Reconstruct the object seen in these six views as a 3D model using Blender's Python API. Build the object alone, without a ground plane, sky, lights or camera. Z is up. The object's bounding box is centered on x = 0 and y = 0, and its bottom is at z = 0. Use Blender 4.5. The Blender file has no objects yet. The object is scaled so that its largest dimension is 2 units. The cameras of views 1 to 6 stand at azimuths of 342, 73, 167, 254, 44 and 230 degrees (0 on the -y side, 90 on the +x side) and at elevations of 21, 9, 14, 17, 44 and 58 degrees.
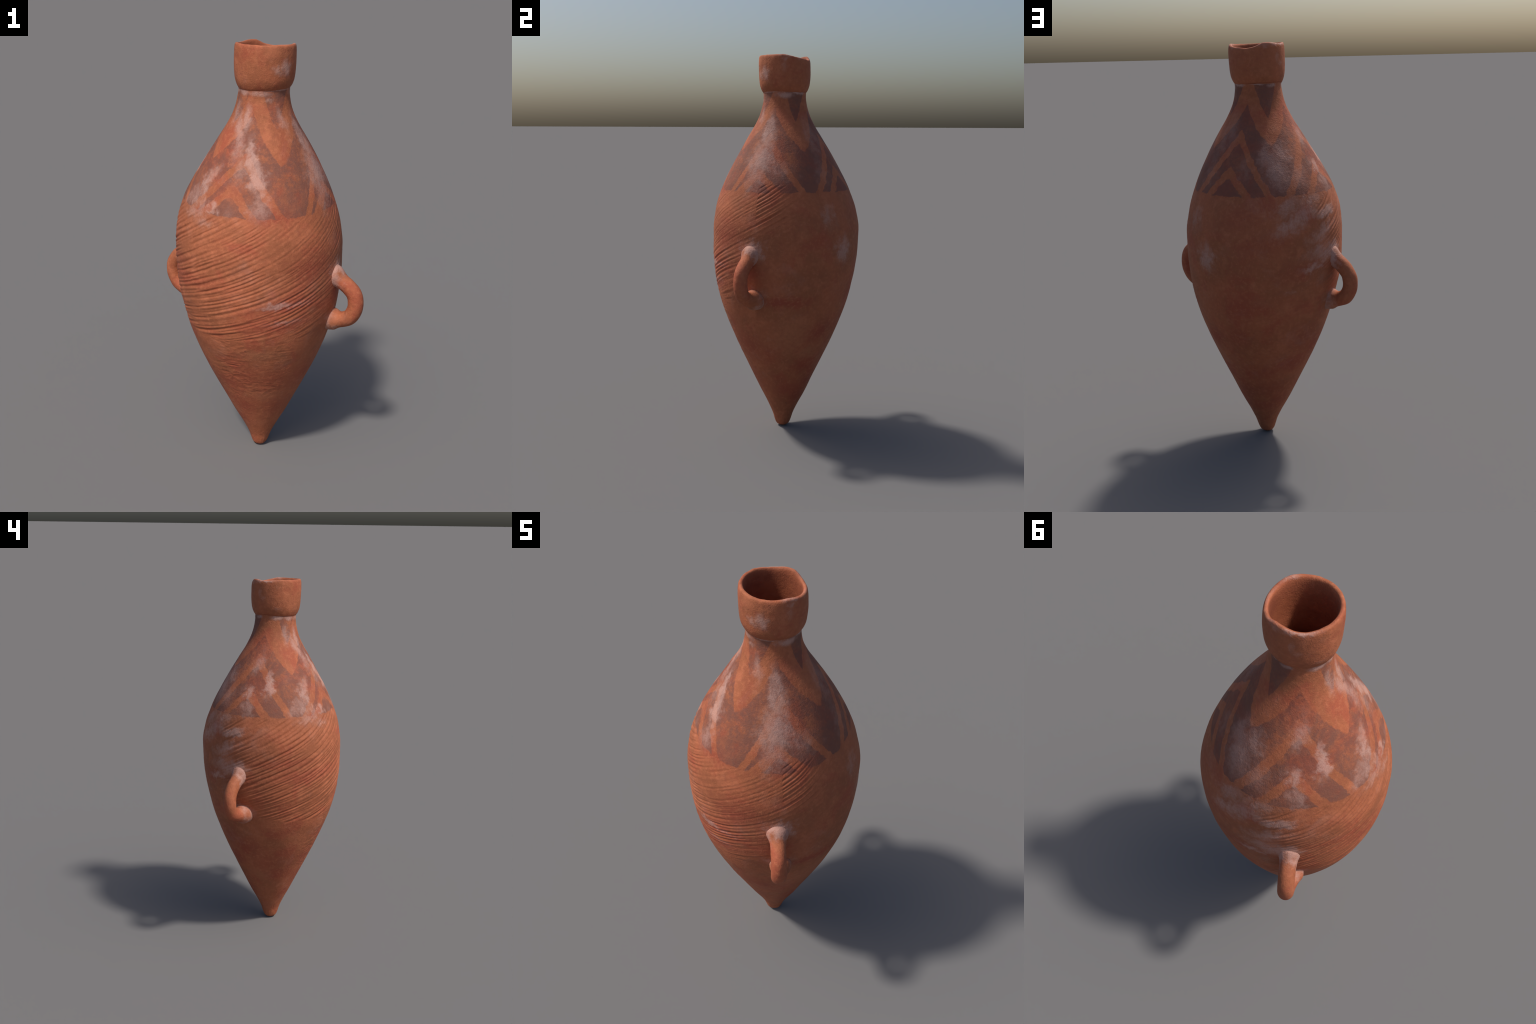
import bpy, math
import numpy as np

rng = np.random.default_rng(7)

# ------------------------------------------------------------------ helpers
def smooth(a, b, x):
    t = np.clip((x - a) / (b - a), 0, 1)
    return t * t * (3 - 2 * t)

def spline(xk, yk, x):
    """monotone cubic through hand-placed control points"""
    xk = np.asarray(xk, float); yk = np.asarray(yk, float); x = np.asarray(x, float)
    h = np.diff(xk); d = np.diff(yk) / h
    m = np.empty_like(yk); m[0] = d[0]; m[-1] = d[-1]
    for i in range(1, len(yk) - 1):
        if d[i - 1] * d[i] <= 0: m[i] = 0
        else:
            w1 = 2 * h[i] + h[i - 1]; w2 = h[i] + 2 * h[i - 1]
            m[i] = (w1 + w2) / (w1 / d[i - 1] + w2 / d[i])
    x = np.clip(x, xk[0], xk[-1])
    i = np.clip(np.searchsorted(xk, x) - 1, 0, len(xk) - 2)
    t = (x - xk[i]) / h[i]
    return ((2*t**3-3*t**2+1)*yk[i] + (t**3-2*t**2+t)*h[i]*m[i]
            + (-2*t**3+3*t**2)*yk[i+1] + (t**3-t**2)*h[i]*m[i+1])

def lattice_noise(u, v, nu, seed):
    """value noise, u in [0,1) periodic with nu cells, v in cells; -1..1"""
    g = np.random.default_rng(seed).uniform(-1, 1, (nu, 512))
    x = (u % 1.0) * nu; i = np.floor(x).astype(int); f = x - i
    y = v + 100; j = np.floor(y).astype(int); k = y - j
    f = f*f*(3-2*f); k = k*k*(3-2*k)
    a = g[i % nu, j % 512]; b = g[(i+1) % nu, j % 512]
    c = g[i % nu, (j+1) % 512]; d = g[(i+1) % nu, (j+1) % 512]
    return (a*(1-f)+b*f)*(1-k) + (c*(1-f)+d*f)*k

# ------------------------------------------------------------------ vessel profile
# control points (height, radius) of the turned outer wall, tip to collar joint
WALL = [(0.000,0.000),(0.0015,0.018),(0.007,0.029),(0.018,0.0375),(0.035,0.0440),(0.07,0.0550),(0.12,0.0775),(0.20,0.1190),
        (0.30,0.1672),(0.40,0.2148),(0.50,0.2608),(0.60,0.3018),(0.70,0.3365),
        (0.80,0.3620),(0.90,0.3790),(1.00,0.3870),(1.10,0.3878),(1.20,0.3752),(1.30,0.3452),
        (1.40,0.3000),(1.50,0.2450),(1.58,0.1975),(1.65,0.1550),(1.70,0.1312),(1.735,0.1202),
        (1.765,0.1145),(1.79,0.1120),(1.808,0.1124),(1.811,0.1130)]
# cup-shaped collar, outside, over the lip and down inside: (path, height, radius)
CUP = [(1.8116,0.1136),(1.8150,0.1162),(1.823,0.1208),(1.833,0.1250),(1.846,0.1289),(1.862,0.1315),(1.890,0.1338),
       (1.920,0.1346),(1.950,0.1345),(1.974,0.1337),(1.988,0.1322),(1.9965,0.1292),(1.9998,0.1240),
       (1.9992,0.1192),(1.9955,0.1150),(1.986,0.1120),(1.968,0.1105),(1.940,0.1100),(1.900,0.1100),(1.865,0.1095),
       (1.835,0.1070),(1.815,0.1040)]
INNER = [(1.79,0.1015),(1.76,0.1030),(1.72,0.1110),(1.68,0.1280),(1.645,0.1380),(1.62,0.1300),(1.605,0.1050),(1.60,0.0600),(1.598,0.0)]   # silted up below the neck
AXIS_Z = [0,.07,.2,.4,.6,.8,.9,1.1,1.2,1.3,1.4,1.5,1.6,1.75,1.85,2.0]
AXIS_X = [.010,.0115,.0100,.0065,.0055,.004,.001,-.0003,-.004,-.0045,.0,.006,.0085,.009,.0115,.012]
AXIS_Y = [-.010,-.010,-.0075,-.0065,-.0065,-.005,-.0015,.0015,.0015,.001,-.002,-.005,-.008,-.009,-.0107,-.013]
OVAL_Z = [0,.1,.3,.45,.6,.75,1.1,1.2,1.4,1.6,1.75,1.85,2]
OVAL   = [0,.001,.004,.0045,.004,.001,-.001,.002,.006,.006,.003,0,0]     # wider along the handles
# height of the worn lip by azimuth
LIP_AZ = [0,38,68,85,100,112,130,145,158,165,175,182,192,200,214,228,245,265,305,360]
LIP_Z  = [-.002,-.003,-.0025,-.009,-.016,-.019,-.0225,-.0255,-.022,-.018,-.008,-.0015,-.001,-.002,-.005,-.007,-.003,0,0,-.002]

COLS = 1024
def rows_of(points, step):
    """resample a (z, r) polyline profile through a spline on arc length"""
    p = np.array(points, float)
    s = np.r_[0, np.cumsum(np.hypot(*np.diff(p, axis=0).T))]
    n = max(2, int(s[-1] / step))
    q = np.linspace(0, s[-1], n)
    return spline(s, p[:, 0], q), spline(s, p[:, 1], q)

z1, r1 = rows_of(WALL, 0.0034)
z2, r2 = rows_of(CUP, 0.0026)
z3, r3 = rows_of(INNER, 0.012)
rz = np.r_[z1, z2, z3]; rr = np.r_[r1, r2, r3]
n1, n2, n3 = len(z1), len(z2), len(z3)
ROWS = len(rz)
outer_rows = np.arange(ROWS) < n1 + n2 // 2

AZ = np.linspace(0, 360, COLS, endpoint=False)          # azimuth 0 = -y, 90 = +x
azg = np.broadcast_to(AZ[None], (ROWS, COLS)); zg = np.broadcast_to(rz[:, None], (ROWS, COLS))

# ---- cord-wrapped paddle impressions: slanting strokes on the belly
WZ = np.linspace(0.6, 1.4, 400)
SLOPE = np.interp(WZ, [.70, .78, .93, 1.08, 1.3], [.0018, .0022, .0027, .0034, .0039])   # metres per degree
W = np.r_[0, np.cumsum(np.diff(WZ) / (0.5*(SLOPE[1:]+SLOPE[:-1])))]
def w_of(z): return np.interp(z, WZ, W)

def cord_relief():
    sel = np.where((rz > 0.70) & (rz < 1.36) & (np.arange(ROWS) < n1))[0]
    z = rz[sel][:, None]; az = AZ[None]
    wander = lattice_noise(az/360, z*9, 14, 3) * 1.0 + lattice_noise(az/360, z*30, 60, 4) * 0.35
    phi = w_of(z) - az + wander
    slope = np.interp(z, WZ, SLOPE)
    out = np.zeros((len(sel), COLS))
    n_lines = 64
    for k in range(n_lines):
        base = k * 360 / n_lines + rng.uniform(-2.4, 2.4)
        # distance across the stroke in metres
        dphi = (phi - base + 180) % 360 - 180
        across = dphi * slope * 0.88
        t = rng.uniform(0, 40)
        while t < 330:
            length = rng.uniform(28, 95)
            depth = rng.uniform(0.35, 1.0) ** 1.2
            width = rng.uniform(0.0032, 0.0058)
            # position along the stroke measured in degrees climbed from the lower edge
            along = w_of(z) - 50 + 0 * az
            env = smooth(t, t + 10, along) * (1 - smooth(t + length - 12, t + length, along))
            off = rng.uniform(-.004, .004)
            x = (across - off) / width
            near = np.abs(x) < 4
            g = np.where(near, -np.exp(-np.abs(x)**1.5) + 0.30*np.exp(-((np.abs(x)-2.0)/1.0)**2), 0)
            out += g * env * depth
            t += length + rng.uniform(-12, 14)
    # where the impressions are crisp and where they were smoothed away
    a = az
    strong = smooth(200, 218, a) + (1 - smooth(12, 49, a)) * (a < 180)
    weak_right = smooth(336, 352, a) + (1 - smooth(20, 40, a)) * (a < 180)
    up = smooth(0.98, 1.12, z)
    side = np.clip(strong, 0, 1) * (1 - 0.62 * np.clip(weak_right, 0, 1) * up)
    side = side + 0.20 * ((a > 40) & (a < 226))
    # crisp patch starting abruptly beside the handle
    patch = (a > 49.5) * (1 - smooth(58, 84, a)) * smooth(1.12, 1.20, z) * (1 - smooth(1.345, 1.355, z))
    low_edge = 0.742 + 0.012*np.sin(np.radians(a*2+40)) + 0.012*lattice_noise(a/360, 0*a, 24, 5)
    hi_edge = 1.310 + 0.02*lattice_noise(a/360, 0*a, 30, 6)
    band = smooth(-.012, .016, z - low_edge) * (1 - smooth(-.03, .012, z - hi_edge))
    boost = 1 + 0.35*smooth(215, 240, a)*(1 - smooth(300, 335, a)) - 0.25*np.clip(weak_right,0,1)
    mod = 0.88 + 0.30*lattice_noise(a/360, z*6, 12, 8)
    return sel, out * (side * band * boost + 0.9*patch) * np.clip(mod, .25, 1.3)

disp = np.zeros((ROWS, COLS))
sel, cords = cord_relief()
disp[sel] += 0.0036 * np.clip(cords, -1.4, 0.7)

# ---- scraped, rough skin under the cord band on the front
o = outer_rows[:, None]
scr = (smooth(285, 300, azg) + (1 - smooth(4, 18, azg)) * (azg < 180)) * smooth(.30, .42, zg) * (1 - smooth(.70, .76, zg))
ridge = np.abs(lattice_noise(azg/360, zg*55 + 1.6*lattice_noise(azg/360, zg*14, 18, 14), 34, 11))
fine = lattice_noise(azg/360, zg*120, 90, 12)
patchy = np.clip(0.4 + lattice_noise(azg/360, zg*9, 16, 13), 0, 1)
disp += o * scr * patchy * (0.0024*(0.35-ridge) + 0.0009*fine)
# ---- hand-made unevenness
disp += o * 0.0011 * lattice_noise(azg/360, zg*6, 9, 21)
disp += o * 0.0005 * lattice_noise(azg/360, zg*22, 40, 22)

# ---- wall drawn out toward the handle roots
for (c, lvl, wa, wz, amp) in ((45.6,.90,13,.13,.007),(225.6,.88,18,.13,.009),(45.6,1.005,5.5,.035,.010),(45.6,.775,7,.030,.006),
                              (225.6,1.005,5.5,.035,.010),(225.6,.775,7,.030,.006),
                              (212,.76,13,.075,.009),(222,.55,15,.10,.005),(350,1.10,18,.12,-.004),(163,1.16,15,.10,.003)):
    dd = (azg - c + 180) % 360 - 180
    disp += o * amp * np.exp(-(dd/wa)**2 - ((zg-lvl)/wz)**2)
# cup irregularities: the lip, slightly flattened flank
a = np.radians(AZ)
lip = spline(LIP_AZ, LIP_Z, AZ)
is_cup = np.zeros(ROWS, bool); is_cup[n1:n1+n2] = True
lipw = np.where(is_cup | (np.arange(ROWS) >= n1+n2), smooth(1.86, 1.995, rz), 0)
zz = zg + lipw[:, None] * lip[None]
jag = 0.0006*lattice_noise(AZ/360, 0*AZ, 40, 31) + 0.0003*lattice_noise(AZ/360, 0*AZ, 90, 32)
zz = zz + lipw[:, None] * jag[None]
joint = np.exp(-((rz - 1.8105)/.024)**2) * (np.arange(ROWS) < n1 + n2//2)
zz = zz + joint[:, None] * (0.0025*np.sin(2*a + .6) + 0.0018*lattice_noise(AZ/360, 0*AZ, 11, 33))[None]

cx = spline(AXIS_Z, AXIS_X, rz)[:, None]; cy = spline(AXIS_Z, AXIS_Y, rz)[:, None]
ov = spline(OVAL_Z, OVAL, rz)[:, None]
rad = rr[:, None] + disp
rad = np.where(rr[:, None] < 1e-6, 0, rad + ov * np.cos(2*(a - math.radians(45.6)))[None] * np.minimum(1, rr[:, None]/.05))
X = cx + rad * np.sin(a)[None]; Y = cy - rad * np.cos(a)[None]; Zc = zz
V = np.stack([X, Y, Zc], -1)

# ---- smooth normals of the whole skin
du = np.roll(V, -1, 1) - np.roll(V, 1, 1)
dv = np.empty_like(V); dv[1:-1] = V[2:] - V[:-2]; dv[0] = V[1] - V[0]; dv[-1] = V[-1] - V[-2]
N = np.cross(du, dv); N /= np.maximum(np.linalg.norm(N, axis=-1, keepdims=True), 1e-12)
N[0] = (0, 0, -1); N[-1] = (0, 0, 1)

# ------------------------------------------------------------------ node helpers
class Nodes:
    def __init__(self, tree):
        self.t = tree; self.n = tree.nodes; self.l = tree.links
    def put(self, sock, v):
        if isinstance(v, bpy.types.NodeSocket): self.l.new(v, sock)
        elif v is not None: sock.default_value = v
    def m(self, op, a, b=None, c=None, clamp=False):
        n = self.n.new('ShaderNodeMath'); n.operation = op; n.use_clamp = clamp
        for s, v in zip(n.inputs, (a, b, c)): self.put(s, v)
        return n.outputs[0]
    def step(self, a, b, x):
        n = self.n.new('ShaderNodeMapRange'); n.interpolation_type = 'SMOOTHSTEP'
        for k, v in (('Value', x), ('From Min', a), ('From Max', b), ('To Min', 0.0), ('To Max', 1.0)): self.put(n.inputs[k], v)
        return n.outputs[0]
    def lin(self, x, a, b, c, d):
        n = self.n.new('ShaderNodeMapRange')
        for k, v in (('Value', x), ('From Min', a), ('From Max', b), ('To Min', c), ('To Max', d)): self.put(n.inputs[k], v)
        return n.outputs[0]
    def noise(self, vec, scale, detail=3, rough=.55, dist=0.0, color=False):
        n = self.n.new('ShaderNodeTexNoise'); self.put(n.inputs['Vector'], vec)
        for k, v in (('Scale', scale), ('Detail', detail), ('Roughness', rough), ('Distortion', dist)): n.inputs[k].default_value = v
        return n.outputs['Color' if color else 'Fac']
    def mapv(self, vec, scale=(1,1,1), loc=(0,0,0), rot=(0,0,0)):
        n = self.n.new('ShaderNodeMapping'); self.put(n.inputs[0], vec)
        n.inputs['Scale'].default_value = scale; n.inputs['Location'].default_value = loc; n.inputs['Rotation'].default_value = rot
        return n.outputs[0]
    def mix(self, f, a, b, mode='MIX'):
        n = self.n.new('ShaderNodeMix'); n.data_type = 'RGBA'; n.blend_type = mode; n.clamp_factor = True
        self.put(n.inputs[0], f)
        for s, v in ((n.inputs[6], a), (n.inputs[7], b)):
            if isinstance(v, tuple) and len(v) == 3: v = (*v, 1)
            self.put(s, v)
        return n.outputs[2]
    def group(self, g, **kw):
        n = self.n.new('ShaderNodeGroup'); n.node_tree = g
        for k, v in kw.items(): self.put(n.inputs[k], v)
        return n

def new_group(name, ins, outs):
    g = bpy.data.node_groups.new(name, 'ShaderNodeTree')
    for i in ins: g.interface.new_socket(i, in_out='INPUT', socket_type='NodeSocketFloat')
    for o_ in outs: g.interface.new_socket(o_, in_out='OUTPUT', socket_type='NodeSocketFloat')
    N_ = Nodes(g); gi = N_.n.new('NodeGroupInput'); go = N_.n.new('NodeGroupOutput')
    return g, N_, gi.outputs, go.inputs

# chevron: height above a zig-zag line that peaks (or dips) at one azimuth
CHEV, K, gi, go = new_group('chevron_line', ['azimuth','height','centre','apex','foot','left','right','bend'], ['above'])
d = K.m('WRAP', K.m('SUBTRACT', gi['azimuth'], gi['centre']), 180.0, -180.0)
side = K.m('GREATER_THAN', d, 0.0)
half = K.m('ADD', K.m('MULTIPLY', gi['left'], K.m('SUBTRACT', 1.0, side)), K.m('MULTIPLY', gi['right'], side))
t = K.m('POWER', K.m('DIVIDE', K.m('SUBTRACT', K.m('SQRT', K.m('ADD', K.m('MULTIPLY', d, d), 4.0)), 1.4), half), gi['bend'])
line = K.m('ADD', gi['apex'], K.m('MULTIPLY', t, K.m('SUBTRACT', gi['foot'], gi['apex'])))
K.put(go['above'], K.m('SUBTRACT', gi['height'], line))

# soft oval smear around one spot of the wall
SMEAR, K, gi, go = new_group('smear', ['azimuth','height','centre','level','half_width','half_height','lean','strength','prev'], ['mask'])
dz = K.m('SUBTRACT', gi['height'], gi['level'])
d = K.m('WRAP', K.m('SUBTRACT', gi['azimuth'], gi['centre']), 180.0, -180.0)
d = K.m('SUBTRACT', d, K.m('MULTIPLY', gi['lean'], dz))
d = K.m('DIVIDE', d, gi['half_width']); dz = K.m('DIVIDE', dz, gi['half_height'])
q = K.m('ADD', K.m('MULTIPLY', d, d), K.m('MULTIPLY', dz, dz))
q = K.m('MULTIPLY', K.m('SUBTRACT', 1.0, K.step(0.0, 1.9, K.m('SQRT', q))), gi['strength'])
K.put(go['mask'], K.m('MAXIMUM', q, gi['prev']))

# ------------------------------------------------------------------ colours
CLAY   = (0.402, 0.123, 0.056)
CLAY_L = (0.485, 0.162, 0.080)
CLAY_B = (0.330, 0.108, 0.049)
CLAY_R = (0.360, 0.076, 0.042)
PAINT  = (0.175, 0.075, 0.056)
PAINT_R= (0.205, 0.068, 0.047)
SALT   = (0.540, 0.340, 0.290)
SOOT   = (0.110, 0.060, 0.045)

# azimuth, height, half width (deg), half height, lean (deg per m), strength
WHITE = [(329,1.545,6,.06,-60,1),(338,1.46,7,.055,-60,1),(341,1.36,7,.05,0,.6),(300,1.65,9,.075,-150,.75),(307,1.57,7,.05,-60,.5),
 (286,1.42,6,.07,110,.75),(274,1.36,5,.05,60,.6),(293,1.335,5,.03,0,.6),(43,1.60,6,.085,0,.8),(42,1.46,6,.09,-20,.8),(39,1.34,5,.04,0,.5),
 (16,1.69,7,.045,-100,.6),(352,1.765,9,.010,0,.55),(281,1.71,8,.045,0,.7),(311,1.69,8,.05,0,.8),(308,1.59,7,.05,-80,.7),(320,1.50,7,.06,0,.5),
 (229,1.56,8,.035,60,.7),(248,1.47,4.5,.05,0,1),(226,1.425,5,.03,0,.85),(229,1.36,5,.045,0,.6),(286,1.41,5,.06,0,.85),(303,1.335,4,.02,0,.8),(281,1.345,5,.025,0,.7),
 (48,1.64,7,.05,0,.8),(50,1.57,8,.06,0,.75),(46,1.47,13,.065,0,.9),(66,1.42,8,.05,0,.55),(45,1.38,10,.04,0,.6),(114,1.56,8,.08,-40,.42),(112,1.41,8,.06,0,.35),
 (122,1.60,11,.08,-60,.42),(175,1.48,10,.06,0,.58),(182,1.42,10,.07,0,.66),(191,1.49,8,.05,0,.66),(152,1.43,6,.05,0,.36),(200,1.40,8,.05,0,.5),
 (185,1.26,8,.04,150,.62),(187,1.18,9,.045,150,.7),(196,1.22,9,.045,180,.7),(206,1.285,9,.03,150,.66),(219,1.222,9,.022,200,.95),(213,1.13,9,.04,180,.75),
 (202,.965,8,.018,200,.75),(210,1.05,10,.035,150,.62),(122,1.02,7,.055,0,.8),(108,1.19,6,.05,0,.52),(186,.86,4,.012,0,.4),
 (355,.927,9,.014,260,.8),(9,.93,5,.010,260,.6),(0,.845,9,.014,260,.55),(288,1.30,9,.025,150,.6),(300,1.27,8,.02,150,.5),
 (46,1.045,6,.026,0,1),(53,1.02,4,.04,0,.7),(45,.80,9,.03,0,.6),(52,.77,4,.03,0,.5),(225,1.04,7,.03,0,1),(216,1.02,8,.035,100,.75),(226,.80,8,.03,0,.6),(234,.79,4,.03,0,.5)]
WHITE_JOINT = [(292,1.800,15,.012,0,1),(333,1.797,26,.012,0,.8),(70,1.797,22,.015,0,1),(106,1.806,13,.007,0,1),(121,1.805,13,.008,0,.9),
 (202,1.802,13,.010,0,.85),(165,1.809,16,.004,0,.9),(256,1.802,16,.011,0,1.1),(285,1.808,12,.008,0,.9),(20,1.811,40,.003,0,.7),(45,1.811,12,.003,0,.8)]
WHITE_CUP = [(5,1.90,8,.02,0,.7),(25,1.905,9,.028,0,.85),(12,1.885,10,.012,0,.5),(72,1.975,5,.010,0,.55),(70,1.94,5,.03,0,.4),(222,1.905,5,.014,0,.45),
 (225,1.996,26,.008,0,.9),(175,1.99,20,.010,0,.5),(70,1.998,14,.008,0,.7),(258,1.85,10,.008,0,.4),(215,1.93,3,.03,0,.4),(130,1.98,30,.008,0,.45)]
RED = [(72,.762,14,.022,0,.9),(108,.585,10,.045,60,.85),(97,.39,12,.03,0,.8),(70,.25,18,.05,0,.6),(62,.326,8,.02,0,.6),(352,1.32,12,.03,0,.7),(285,1.0,25,.03,260,.6),
 (20,1.08,14,.07,0,.65),(2,.92,18,.03,260,.6),(0,.83,20,.03,260,.7),(330,.53,12,.06,0,.6),(355,.50,14,.06,0,.5),(320,.30,20,.05,0,.6),(250,.45,20,.06,0,.5),
 (205,.60,14,.06,0,.5),(262,1.07,18,.02,260,.6),(150,1.22,12,.05,100,.4),(165,1.09,14,.04,150,.45),(320,1.42,8,.04,0,.4),(10,1.56,6,.08,0,.5),(8,1.70,10,.06,0,.4),
 (60,1.68,14,.05,0,.4),(96,1.46,8,.05,0,.5),(170,.30,30,.05,0,.5),(280,.35,14,.05,0,.5),(150,.80,20,.04,120,.35),(190,.95,12,.04,120,.4),(150,.40,25,.04,0,.45),(200,.45,16,.04,0,.7),(225,.55,14,.05,0,.7),(262,.36,14,.04,0,.75),(310,.46,14,.05,0,.7),(30,.50,14,.06,0,.6),(55,.45,10,.05,0,.5),(125,.30,14,.05,0,.7),(140,.62,10,.05,0,.6),(100,.20,20,.04,0,.7),(10,.30,18,.05,0,.5),(190,.22,20,.05,0,.6),(300,.20,20,.04,0,.6)]
SOOTY = [(175,.555,16,.045,0,.8),(240,.645,10,.03,0,.8),(36,.64,10,.04,0,.7),(62,.65,10,.03,0,.5),(335,.675,10,.02,0,.8),(210,.66,6,.05,0,.5),(105,.61,4,.03,0,.5),(330,.55,6,.03,0,.5)]
PALE = [(100,.475,9,.03,0,.7),(80,.58,16,.09,0,.55),(345,.665,16,.018,0,.6),(30,1.0,14,.05,0,.5),(345,.40,20,.03,0,.35),(150,1.06,12,.03,100,.4),(163,.82,7,.02,0,.5),(240,.35,16,.03,0,.4)]

# painted frieze: four tents of nested chevrons round the shoulder
TENTS = [   # centre, dark apex, outer chevron (apex, left, right), inner chevron (centre, apex, left, right)
 (50, 1.575, 29, 36, 47, 1.402, 17, 17),
 (141, 1.572, 37, 31, 136, 1.415, 17, 18),
 (229, 1.588, 40, 38, 227, 1.430, 19, 19),
 (322, 1.535, 37, 35, 317, 1.415, 19, 18)]
VEES = [    # centre, dip, left half, right half, pendant triangle (centre, dip, left, right)
 (97, 1.508, 47, 45, 94, 1.655, 17, 31),
 (181, 1.528, 39, 48, 184, 1.652, 25, 27),
 (277, 1.515, 48, 46, 281, 1.668, 18, 28),
 (3, 1.508, 40, 45, 4, 1.652, 21, 32)]

# ------------------------------------------------------------------ material
def clay_material(name, part):
    mat = bpy.data.materials.new(name); mat.use_nodes = True
    t = mat.node_tree; t.nodes.clear(); K = Nodes(t)
    out = K.n.new('ShaderNodeOutputMaterial'); bs = K.n.new('ShaderNodeBsdfPrincipled')
    K.l.new(bs.outputs[0], out.inputs[0])
    bs.inputs['Specular IOR Level'].default_value = 0.22
    P = K.n.new('ShaderNodeTexCoord').outputs['Object']
    sx = K.n.new('ShaderNodeSeparateXYZ'); K.put(sx.inputs[0], P)
    x, y, z = sx.outputs
    k = K.step(1.2, 1.6, z)
    x = K.m('SUBTRACT', x, K.m('MULTIPLY', k, .009)); y = K.m('ADD', y, K.m('MULTIPLY', k, .008))
    az = K.m('DEGREES', K.m('ARCTAN2', x, K.m('MULTIPLY', y, -1.0)))
    # clay body
    n_big = K.noise(P, 3.2, 4, .6, .4); n_mid = K.noise(P, 11, 4, .6, .3); n_fine = K.noise(P, 60, 4, .65); n_grain = K.noise(P, 220, 2, .6)
    col = K.mix(K.step(.42, .60, n_big), CLAY, CLAY_B)
    col = K.mix(K.m('MULTIPLY', K.step(.50, .72, n_mid), .75), col, CLAY_L)
    n_red = K.noise(K.mapv(P, loc=(3, 5, 1)), 5.5, 4, .6, .5)
    col = K.mix(K.m('MULTIPLY', K.step(.50, .66, n_red), .58), col, CLAY_R)
    warp = K.m('MULTIPLY', K.m('SUBTRACT', K.noise(P, 26, 4, .62), .5), 1.0)
    warp2 = K.m('MULTIPLY', K.m('SUBTRACT', K.noise(K.mapv(P, loc=(7, 2, 4)), 30, 4, .62), .5), 1.0)
    az_w = K.m('ADD', az, K.m('MULTIPLY', warp, 7.0)); z_w = K.m('ADD', z, K.m('MULTIPLY', warp2, .026))
    az_s = K.m('ADD', az, K.m('MULTIPLY', warp, 26.0)); z_s = K.m('ADD', z, K.m('MULTIPLY', warp2, .085))
    def smears(lst):
        prev = 0.0
        for (c, l, w, h, lean, s) in lst:
            prev = K.group(SMEAR, azimuth=az_s, height=z_s, centre=float(c), level=l, half_width=float(w)*1.15, half_height=h*1.15,
                           lean=float(lean), strength=float(s), prev=prev).outputs[0]
        return prev
    if part in ('body',):
        r = smears(RED); col = K.mix(K.m('MULTIPLY', r, .9), col, (.305, .058, .034))
        p = smears(PALE); col = K.mix(K.m('MULTIPLY', p, .7), col, (0.40, 0.165, 0.085))
    # fired speckle
    col = K.mix(K.m('MULTIPLY', K.step(.48, .70, n_fine), .55), col, CLAY_L)
    col = K.mix(K.m('MULTIPLY', K.step(.47, .30, n_fine), .45), col, (0.30, .085, .05))
    if part == 'body':
        # painted frieze
        low = K.m('SUBTRACT', z_w, 1.312)
        ground = K.m('MULTIPLY', K.step(-.0025, .0025, low), K.step(1.812, 1.808, z))
        reserve = None
        def join(v):
            nonlocal reserve
            reserve = v if reserve is None else K.m('MAXIMUM', reserve, v)
        def chev(c, apex, foot, L, R, bend):
            return K.group(CHEV, azimuth=az_w, height=z_w, centre=float(c), apex=apex, foot=foot, left=float(L), right=float(R), bend=bend).outputs[0]
        for (c, ap, L, R, c2, ap2, L2, R2) in TENTS:
            for (cc, aa, l, r_, hw, bend) in ((c, ap, L, R, .030, 1.15), (c2, ap2, L2, R2, .026, 1.05)):
                h = chev(cc, aa, 1.31, l, r_, bend)
                join(K.step(hw + .004, hw - .004, K.m('ABSOLUTE', h)))
        vee = None; pend = None
        for (c, dip, L, R, c2, dip2, L2, R2) in VEES:
            v = chev(c, dip, 1.725, L, R, 1.0); w = chev(c2, dip2, 1.80, L2, R2, 1.0)
            vee = v if vee is None else K.m('MAXIMUM', vee, v)
            pend = w if pend is None else K.m('MAXIMUM', pend, w)
        v = K.m('MULTIPLY', K.step(-.006, .006, vee), K.step(.006, -.006, pend))
        join(v)
        paint = K.m('MULTIPLY', ground, K.m('SUBTRACT', 1.0, reserve))
        # paint rubbed thin in places; fresh on the far side
        wear_n = K.noise(K.mapv(P, loc=(1, 9, 3)), 9, 5, .68, .3)
        speck = K.noise(P, 62, 4, .75)
        fresh = K.m('MULTIPLY', K.step(70, 100, K.m('WRAP', az, 360.0, 0.0)), K.step(215, 185, K.m('WRAP', az, 360.0, 0.0)))
        rub = K.m('ADD', K.m('MULTIPLY', wear_n, .7), K.m('MULTIPLY', speck, .45))
        keep = K.m('SUBTRACT', 1.0, K.m('MULTIPLY', K.step(.485, .72, rub), K.m('MULTIPLY', K.m('SUBTRACT', .92, K.m('MULTIPLY', fresh, .55)), K.lin(z, 1.34, 1.46, .45, 1.0))))
        keep = K.m('MULTIPLY', keep, K.m('ADD', .95, K.m('MULTIPLY', fresh, .05)))
        pcol = K.mix(K.step(.45, .65, n_red), PAINT, PAINT_R)
        col = K.mix(K.m('MULTIPLY', K.m('MULTIPLY', paint, keep), .93), col, pcol)
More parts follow.
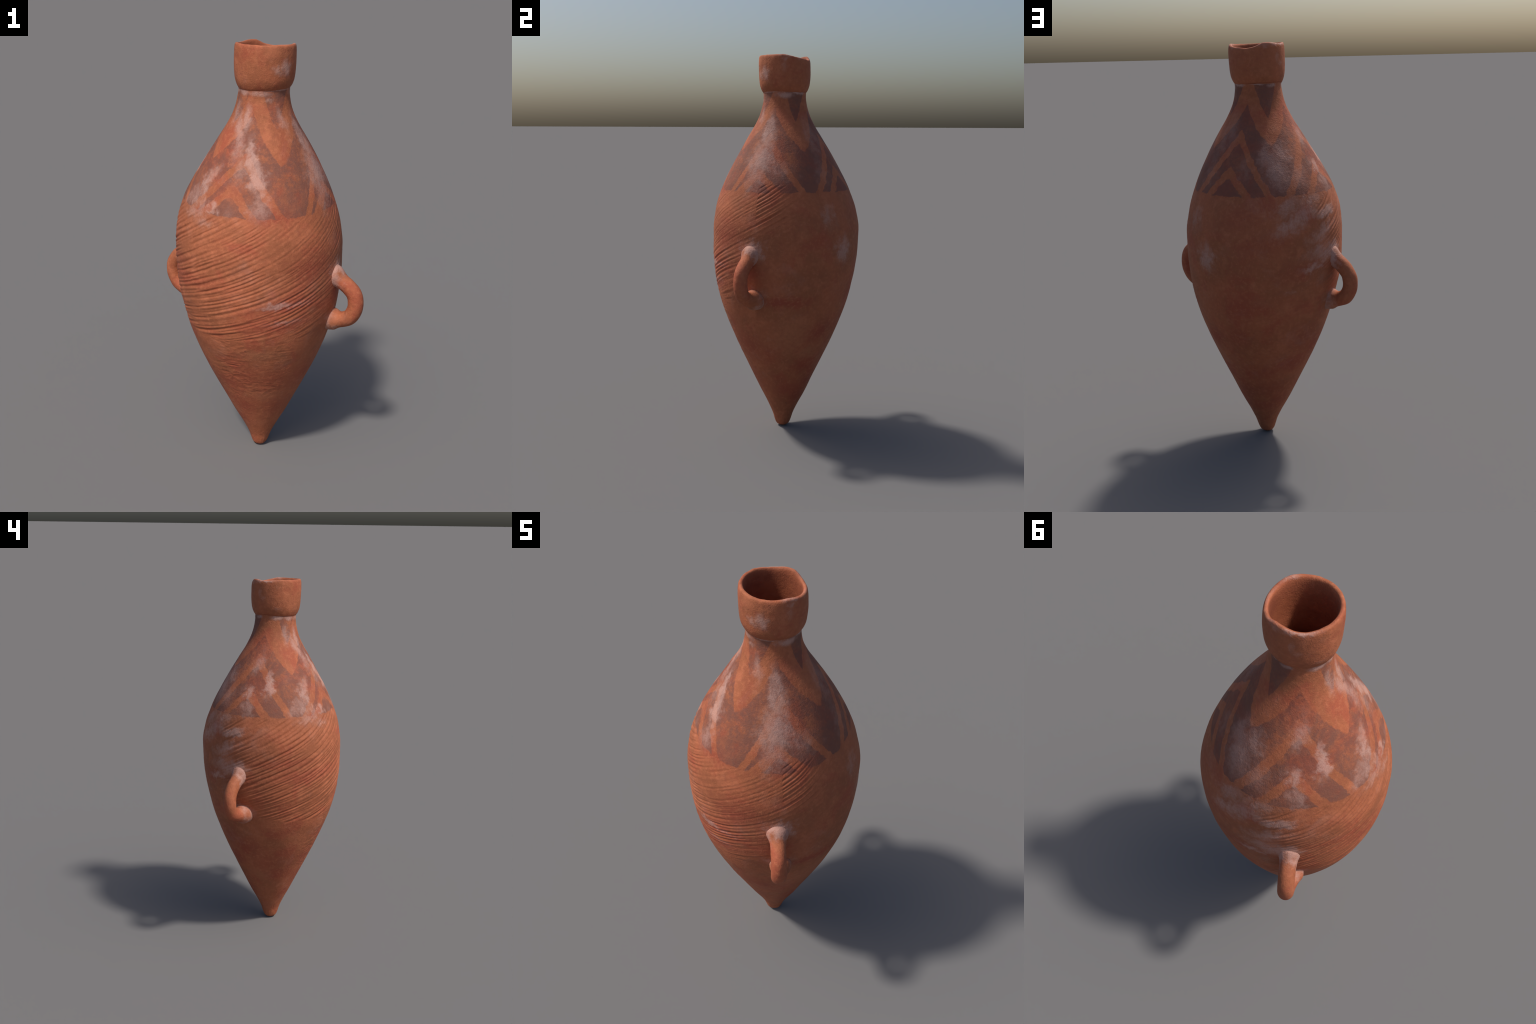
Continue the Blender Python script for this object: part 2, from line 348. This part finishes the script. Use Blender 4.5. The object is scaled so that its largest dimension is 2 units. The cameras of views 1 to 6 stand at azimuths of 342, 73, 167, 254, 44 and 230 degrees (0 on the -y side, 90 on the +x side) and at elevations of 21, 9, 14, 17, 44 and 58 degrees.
    if part == 'body':
        w = K.m('MAXIMUM', smears(WHITE), 0.0)
        prev = w
        az_j = K.m('ADD', az, K.m('MULTIPLY', warp, 20.0)); z_j = K.m('ADD', z, K.m('MULTIPLY', warp2, .022))
        for (c, l, ww, h, lean, s) in WHITE_JOINT:
            prev = K.group(SMEAR, azimuth=az_j, height=z_j, centre=float(c), level=l, half_width=float(ww), half_height=h, lean=0.0, strength=float(s), prev=prev).outputs[0]
        w = prev
    elif part == 'cup':
        z_s = K.m('ADD', z, K.m('MULTIPLY', warp2, .05))
        rho = K.m('SQRT', K.m('ADD', K.m('POWER', x, 2.0), K.m('POWER', y, 2.0)))
        w = K.m('MULTIPLY', smears(WHITE_CUP), K.m('MAXIMUM', K.step(.1145, .119, rho), 0.0))
        inside = K.m('MAXIMUM', K.step(.1165, .111, rho), K.step(1.79, 1.77, z))
        col = K.mix(inside, col, K.mix(K.step(.4, .65, n_mid), (.30, .092, .043), (.235, .066, .032)))
    else:
        # handle: lime crust where it springs from the wall
        sp = K.n.new('ShaderNodeSeparateXYZ'); K.put(sp.inputs[0], P)
        rho = K.m('SQRT', K.m('ADD', K.m('POWER', sp.outputs[0], 2.0), K.m('POWER', sp.outputs[1], 2.0)))
        rho = K.m('ADD', rho, K.m('MULTIPLY', warp, .13))
        hi = K.step(.85, .92, z)
        w = K.m('ADD', K.m('MULTIPLY', K.step(.455, .385, rho), hi), K.m('MULTIPLY', K.step(.435, .350, rho), K.m('SUBTRACT', .8, K.m('MULTIPLY', hi, .8))))
    streak = K.noise(K.mapv(P, scale=(1, 1, .4)), 30, 5, .72, .25)
    chalk = K.m('ADD', K.m('MULTIPLY', streak, .8), K.m('MULTIPLY', K.noise(P, 120, 3, .7), .35))
    wm = K.m('MULTIPLY', K.step(.0, 1.0, w), K.step(.36, .76, K.m('ADD', chalk, K.m('MULTIPLY', w, .17))))
    haze = K.m('MULTIPLY', K.step(.55, .80, K.noise(K.mapv(P, loc=(9, 1, 6)), 7, 5, .7, .4)), .16)
    col = K.mix(K.m('MAXIMUM', K.m('MULTIPLY', wm, .68), haze), col, SALT)
    # soot specks
    sk = K.step(.60, .70, K.noise(K.mapv(P, scale=(1, 1, 1.8)), 46, 4, .75))
    if part == 'body':
        s = smears(SOOTY); col = K.mix(K.m('MULTIPLY', K.m('MULTIPLY', s, sk), .75), col, SOOT)
    dots = K.step(.73, .80, K.noise(K.mapv(P, loc=(4, 4, 8)), 70, 2, .5))
    col = K.mix(K.m('MULTIPLY', dots, .5), col, SOOT)
    col = K.mix(K.lin(n_grain, .3, .7, .22, 0.0), col, (.2, .06, .04))
    K.put(bs.inputs['Base Color'], col)
    K.put(bs.inputs['Roughness'], K.lin(n_mid, .3, .7, .62, .82))
    # grain
    h = K.m('ADD', K.m('MULTIPLY', n_grain, .35), K.m('MULTIPLY', n_fine, .65))
    b = K.n.new('ShaderNodeBump'); b.inputs['Strength'].default_value = .55; b.inputs['Distance'].default_value = .0055
    K.put(b.inputs['Height'], K.m('ADD', h, K.m('MULTIPLY', wm, .25)))
    K.l.new(b.outputs[0], bs.inputs['Normal'])
    return mat

M_BODY = clay_material('painted_earthenware', 'body')
M_CUP = clay_material('plain_earthenware', 'cup')
M_HANDLE = clay_material('handle_earthenware', 'handle')

# ------------------------------------------------------------------ build
root = bpy.data.objects.new('amphora', None)
root.empty_display_size = .2
bpy.context.scene.collection.objects.link(root)
root['label'] = 'tall pointed terracotta amphora with painted chevrons and two loop handles'
root['category'] = 'amphora'

def add_mesh(name, verts, faces, normals, mat, parent=root):
    me = bpy.data.meshes.new(name)
    nv, nf = len(verts), len(faces)
    me.vertices.add(nv); me.vertices.foreach_set('co', np.ascontiguousarray(verts, np.float32).ravel())
    me.loops.add(nf*4); me.loops.foreach_set('vertex_index', np.ascontiguousarray(faces, np.int32).ravel())
    me.polygons.add(nf); me.polygons.foreach_set('loop_start', np.arange(nf, dtype=np.int32)*4)
    me.polygons.foreach_set('loop_total', np.full(nf, 4, np.int32))
    me.polygons.foreach_set('use_smooth', np.ones(nf, bool))
    me.update(calc_edges=True); me.validate()
    if normals is not None and len(me.vertices) == nv:
        me.normals_split_custom_set_from_vertices(np.ascontiguousarray(normals, np.float32).tolist())
    me.materials.append(mat)
    ob = bpy.data.objects.new(name, me); bpy.context.scene.collection.objects.link(ob); ob.parent = parent
    return ob

def skin_part(name, r0, r1, mat):
    """rows r0..r1 inclusive of the vessel skin"""
    n = r1 - r0 + 1
    i = np.arange(n-1)[:, None]*COLS; j = np.arange(COLS)[None]; jn = (j+1) % COLS
    f = np.stack([i+j, i+jn, i+COLS+jn, i+COLS+j], -1).reshape(-1, 4)
    return add_mesh(name, V[r0:r1+1].reshape(-1, 3), f, N[r0:r1+1].reshape(-1, 3), mat)

def row_at(h): return int(np.argmin(np.abs(z1 - h)))
b0, b1, b2, b3, b4 = row_at(.72), row_at(1.335), row_at(1.69), n1 - 1, n1 + n2 - 1
# close the two poles: collapse first and last row to a point ring of tiny radius
for k, src in ((0, 1), (ROWS-1, ROWS-2)):
    c = V[k].mean(0); V[k] = c + (V[src] - c) * np.array([.02, .02, 0]); V[k][:, 2] = c[2]
skin_part('pointed_base', 0, b0, M_BODY)
skin_part('belly', b0, b1, M_BODY)
skin_part('shoulder', b1, b2, M_BODY)
skin_part('neck', b2, b3, M_BODY)
skin_part('mouth_collar', b3, b4, M_CUP)
skin_part('inner_wall', b4, ROWS-1, M_CUP)

# ---- loop handles
HANDLES = {45.6: [(.330,1.016),(.372,.996),(.412,.974),(.450,.948),(.475,.918),(.483,.880),(.478,.840),(.458,.806),(.424,.786),(.380,.776),(.330,.770),(.290,.766)],
           225.6:[(.330,1.014),(.374,.994),(.416,.971),(.452,.943),(.476,.909),(.483,.872),(.477,.832),(.457,.802),(.426,.785),(.384,.777),(.330,.770),(.290,.766)]}
def handle(phi, pts, seed):
    p = np.array(pts); s = np.r_[0, np.cumsum(np.hypot(*np.diff(p, axis=0).T))]
    n, m = 150, 64
    q = np.linspace(0, s[-1], n)
    # Catmull-Rom-like smooth centre line
    def cr(y):
        mm = np.gradient(y, s); i = np.clip(np.searchsorted(s, q)-1, 0, len(s)-2); h = s[i+1]-s[i]; t = (q-s[i])/h
        return (2*t**3-3*t**2+1)*y[i]+(t**3-2*t**2+t)*h*mm[i]+(-2*t**3+3*t**2)*y[i+1]+(t**3-t**2)*h*mm[i+1]
    R = cr(p[:, 0]); H = cr(p[:, 1])
    tr = np.gradient(R, q); th = np.gradient(H, q); L = np.hypot(tr, th); tr /= L; th /= L
    u = q / s[-1]
    rad = .0360 + .017*np.exp(-(np.maximum(0, R-.372)/.027)**2)
    rad = np.where(R < .372, .053, rad)
    ang = np.linspace(0, 2*np.pi, m, endpoint=False)
    f = math.radians(phi); er = np.array([math.sin(f), -math.cos(f), 0]); et = np.array([math.cos(f), math.sin(f), 0]); ez = np.array([0, 0, 1.0])
    nrm = (-th)[:, None]*er + tr[:, None]*ez                   # in-plane normal
    lump = 1 + .025*lattice_noise(ang[None]/(2*np.pi), u[:, None]*14, 5, seed) + .012*lattice_noise(ang[None]/(2*np.pi), u[:, None]*40, 13, seed+1)
    c = np.array([.004, -.004, 0]) + R[:, None]*er + H[:, None]*ez
    lean = (.100 if phi > 180 else .075) * np.where(H < .885, .885 - H, (.10 if phi < 180 else -.25)*(.885 - H)) * (1 - smooth(.385, .470, R)) * 1.5     # lower root set askew
    c = c + lean[:, None]*et
    rr_ = rad[:, None]*lump
    P = c[:, None] + rr_[..., None]*(np.cos(ang)[None, :, None]*nrm[:, None] + np.sin(ang)[None, :, None]*et*0.94)
    i = np.arange(n-1)[:, None]*m; j = np.arange(m)[None]; jn = (j+1) % m
    F = np.stack([i+j, i+m+j, i+m+jn, i+jn], -1).reshape(-1, 4)
    a_ = np.roll(P, -1, 1)-np.roll(P, 1, 1); b_ = np.gradient(P, axis=0)
    nn = np.cross(b_, a_); nn /= np.linalg.norm(nn, axis=-1, keepdims=True)
    if np.mean(np.sum(nn*(P-c[:, None]), -1)) < 0: nn = -nn; F = F[:, ::-1]
    return add_mesh('handle', P.reshape(-1, 3), F, nn.reshape(-1, 3), M_HANDLE)
for k, (phi, pts) in enumerate(HANDLES.items()): handle(phi, pts, 50+5*k)
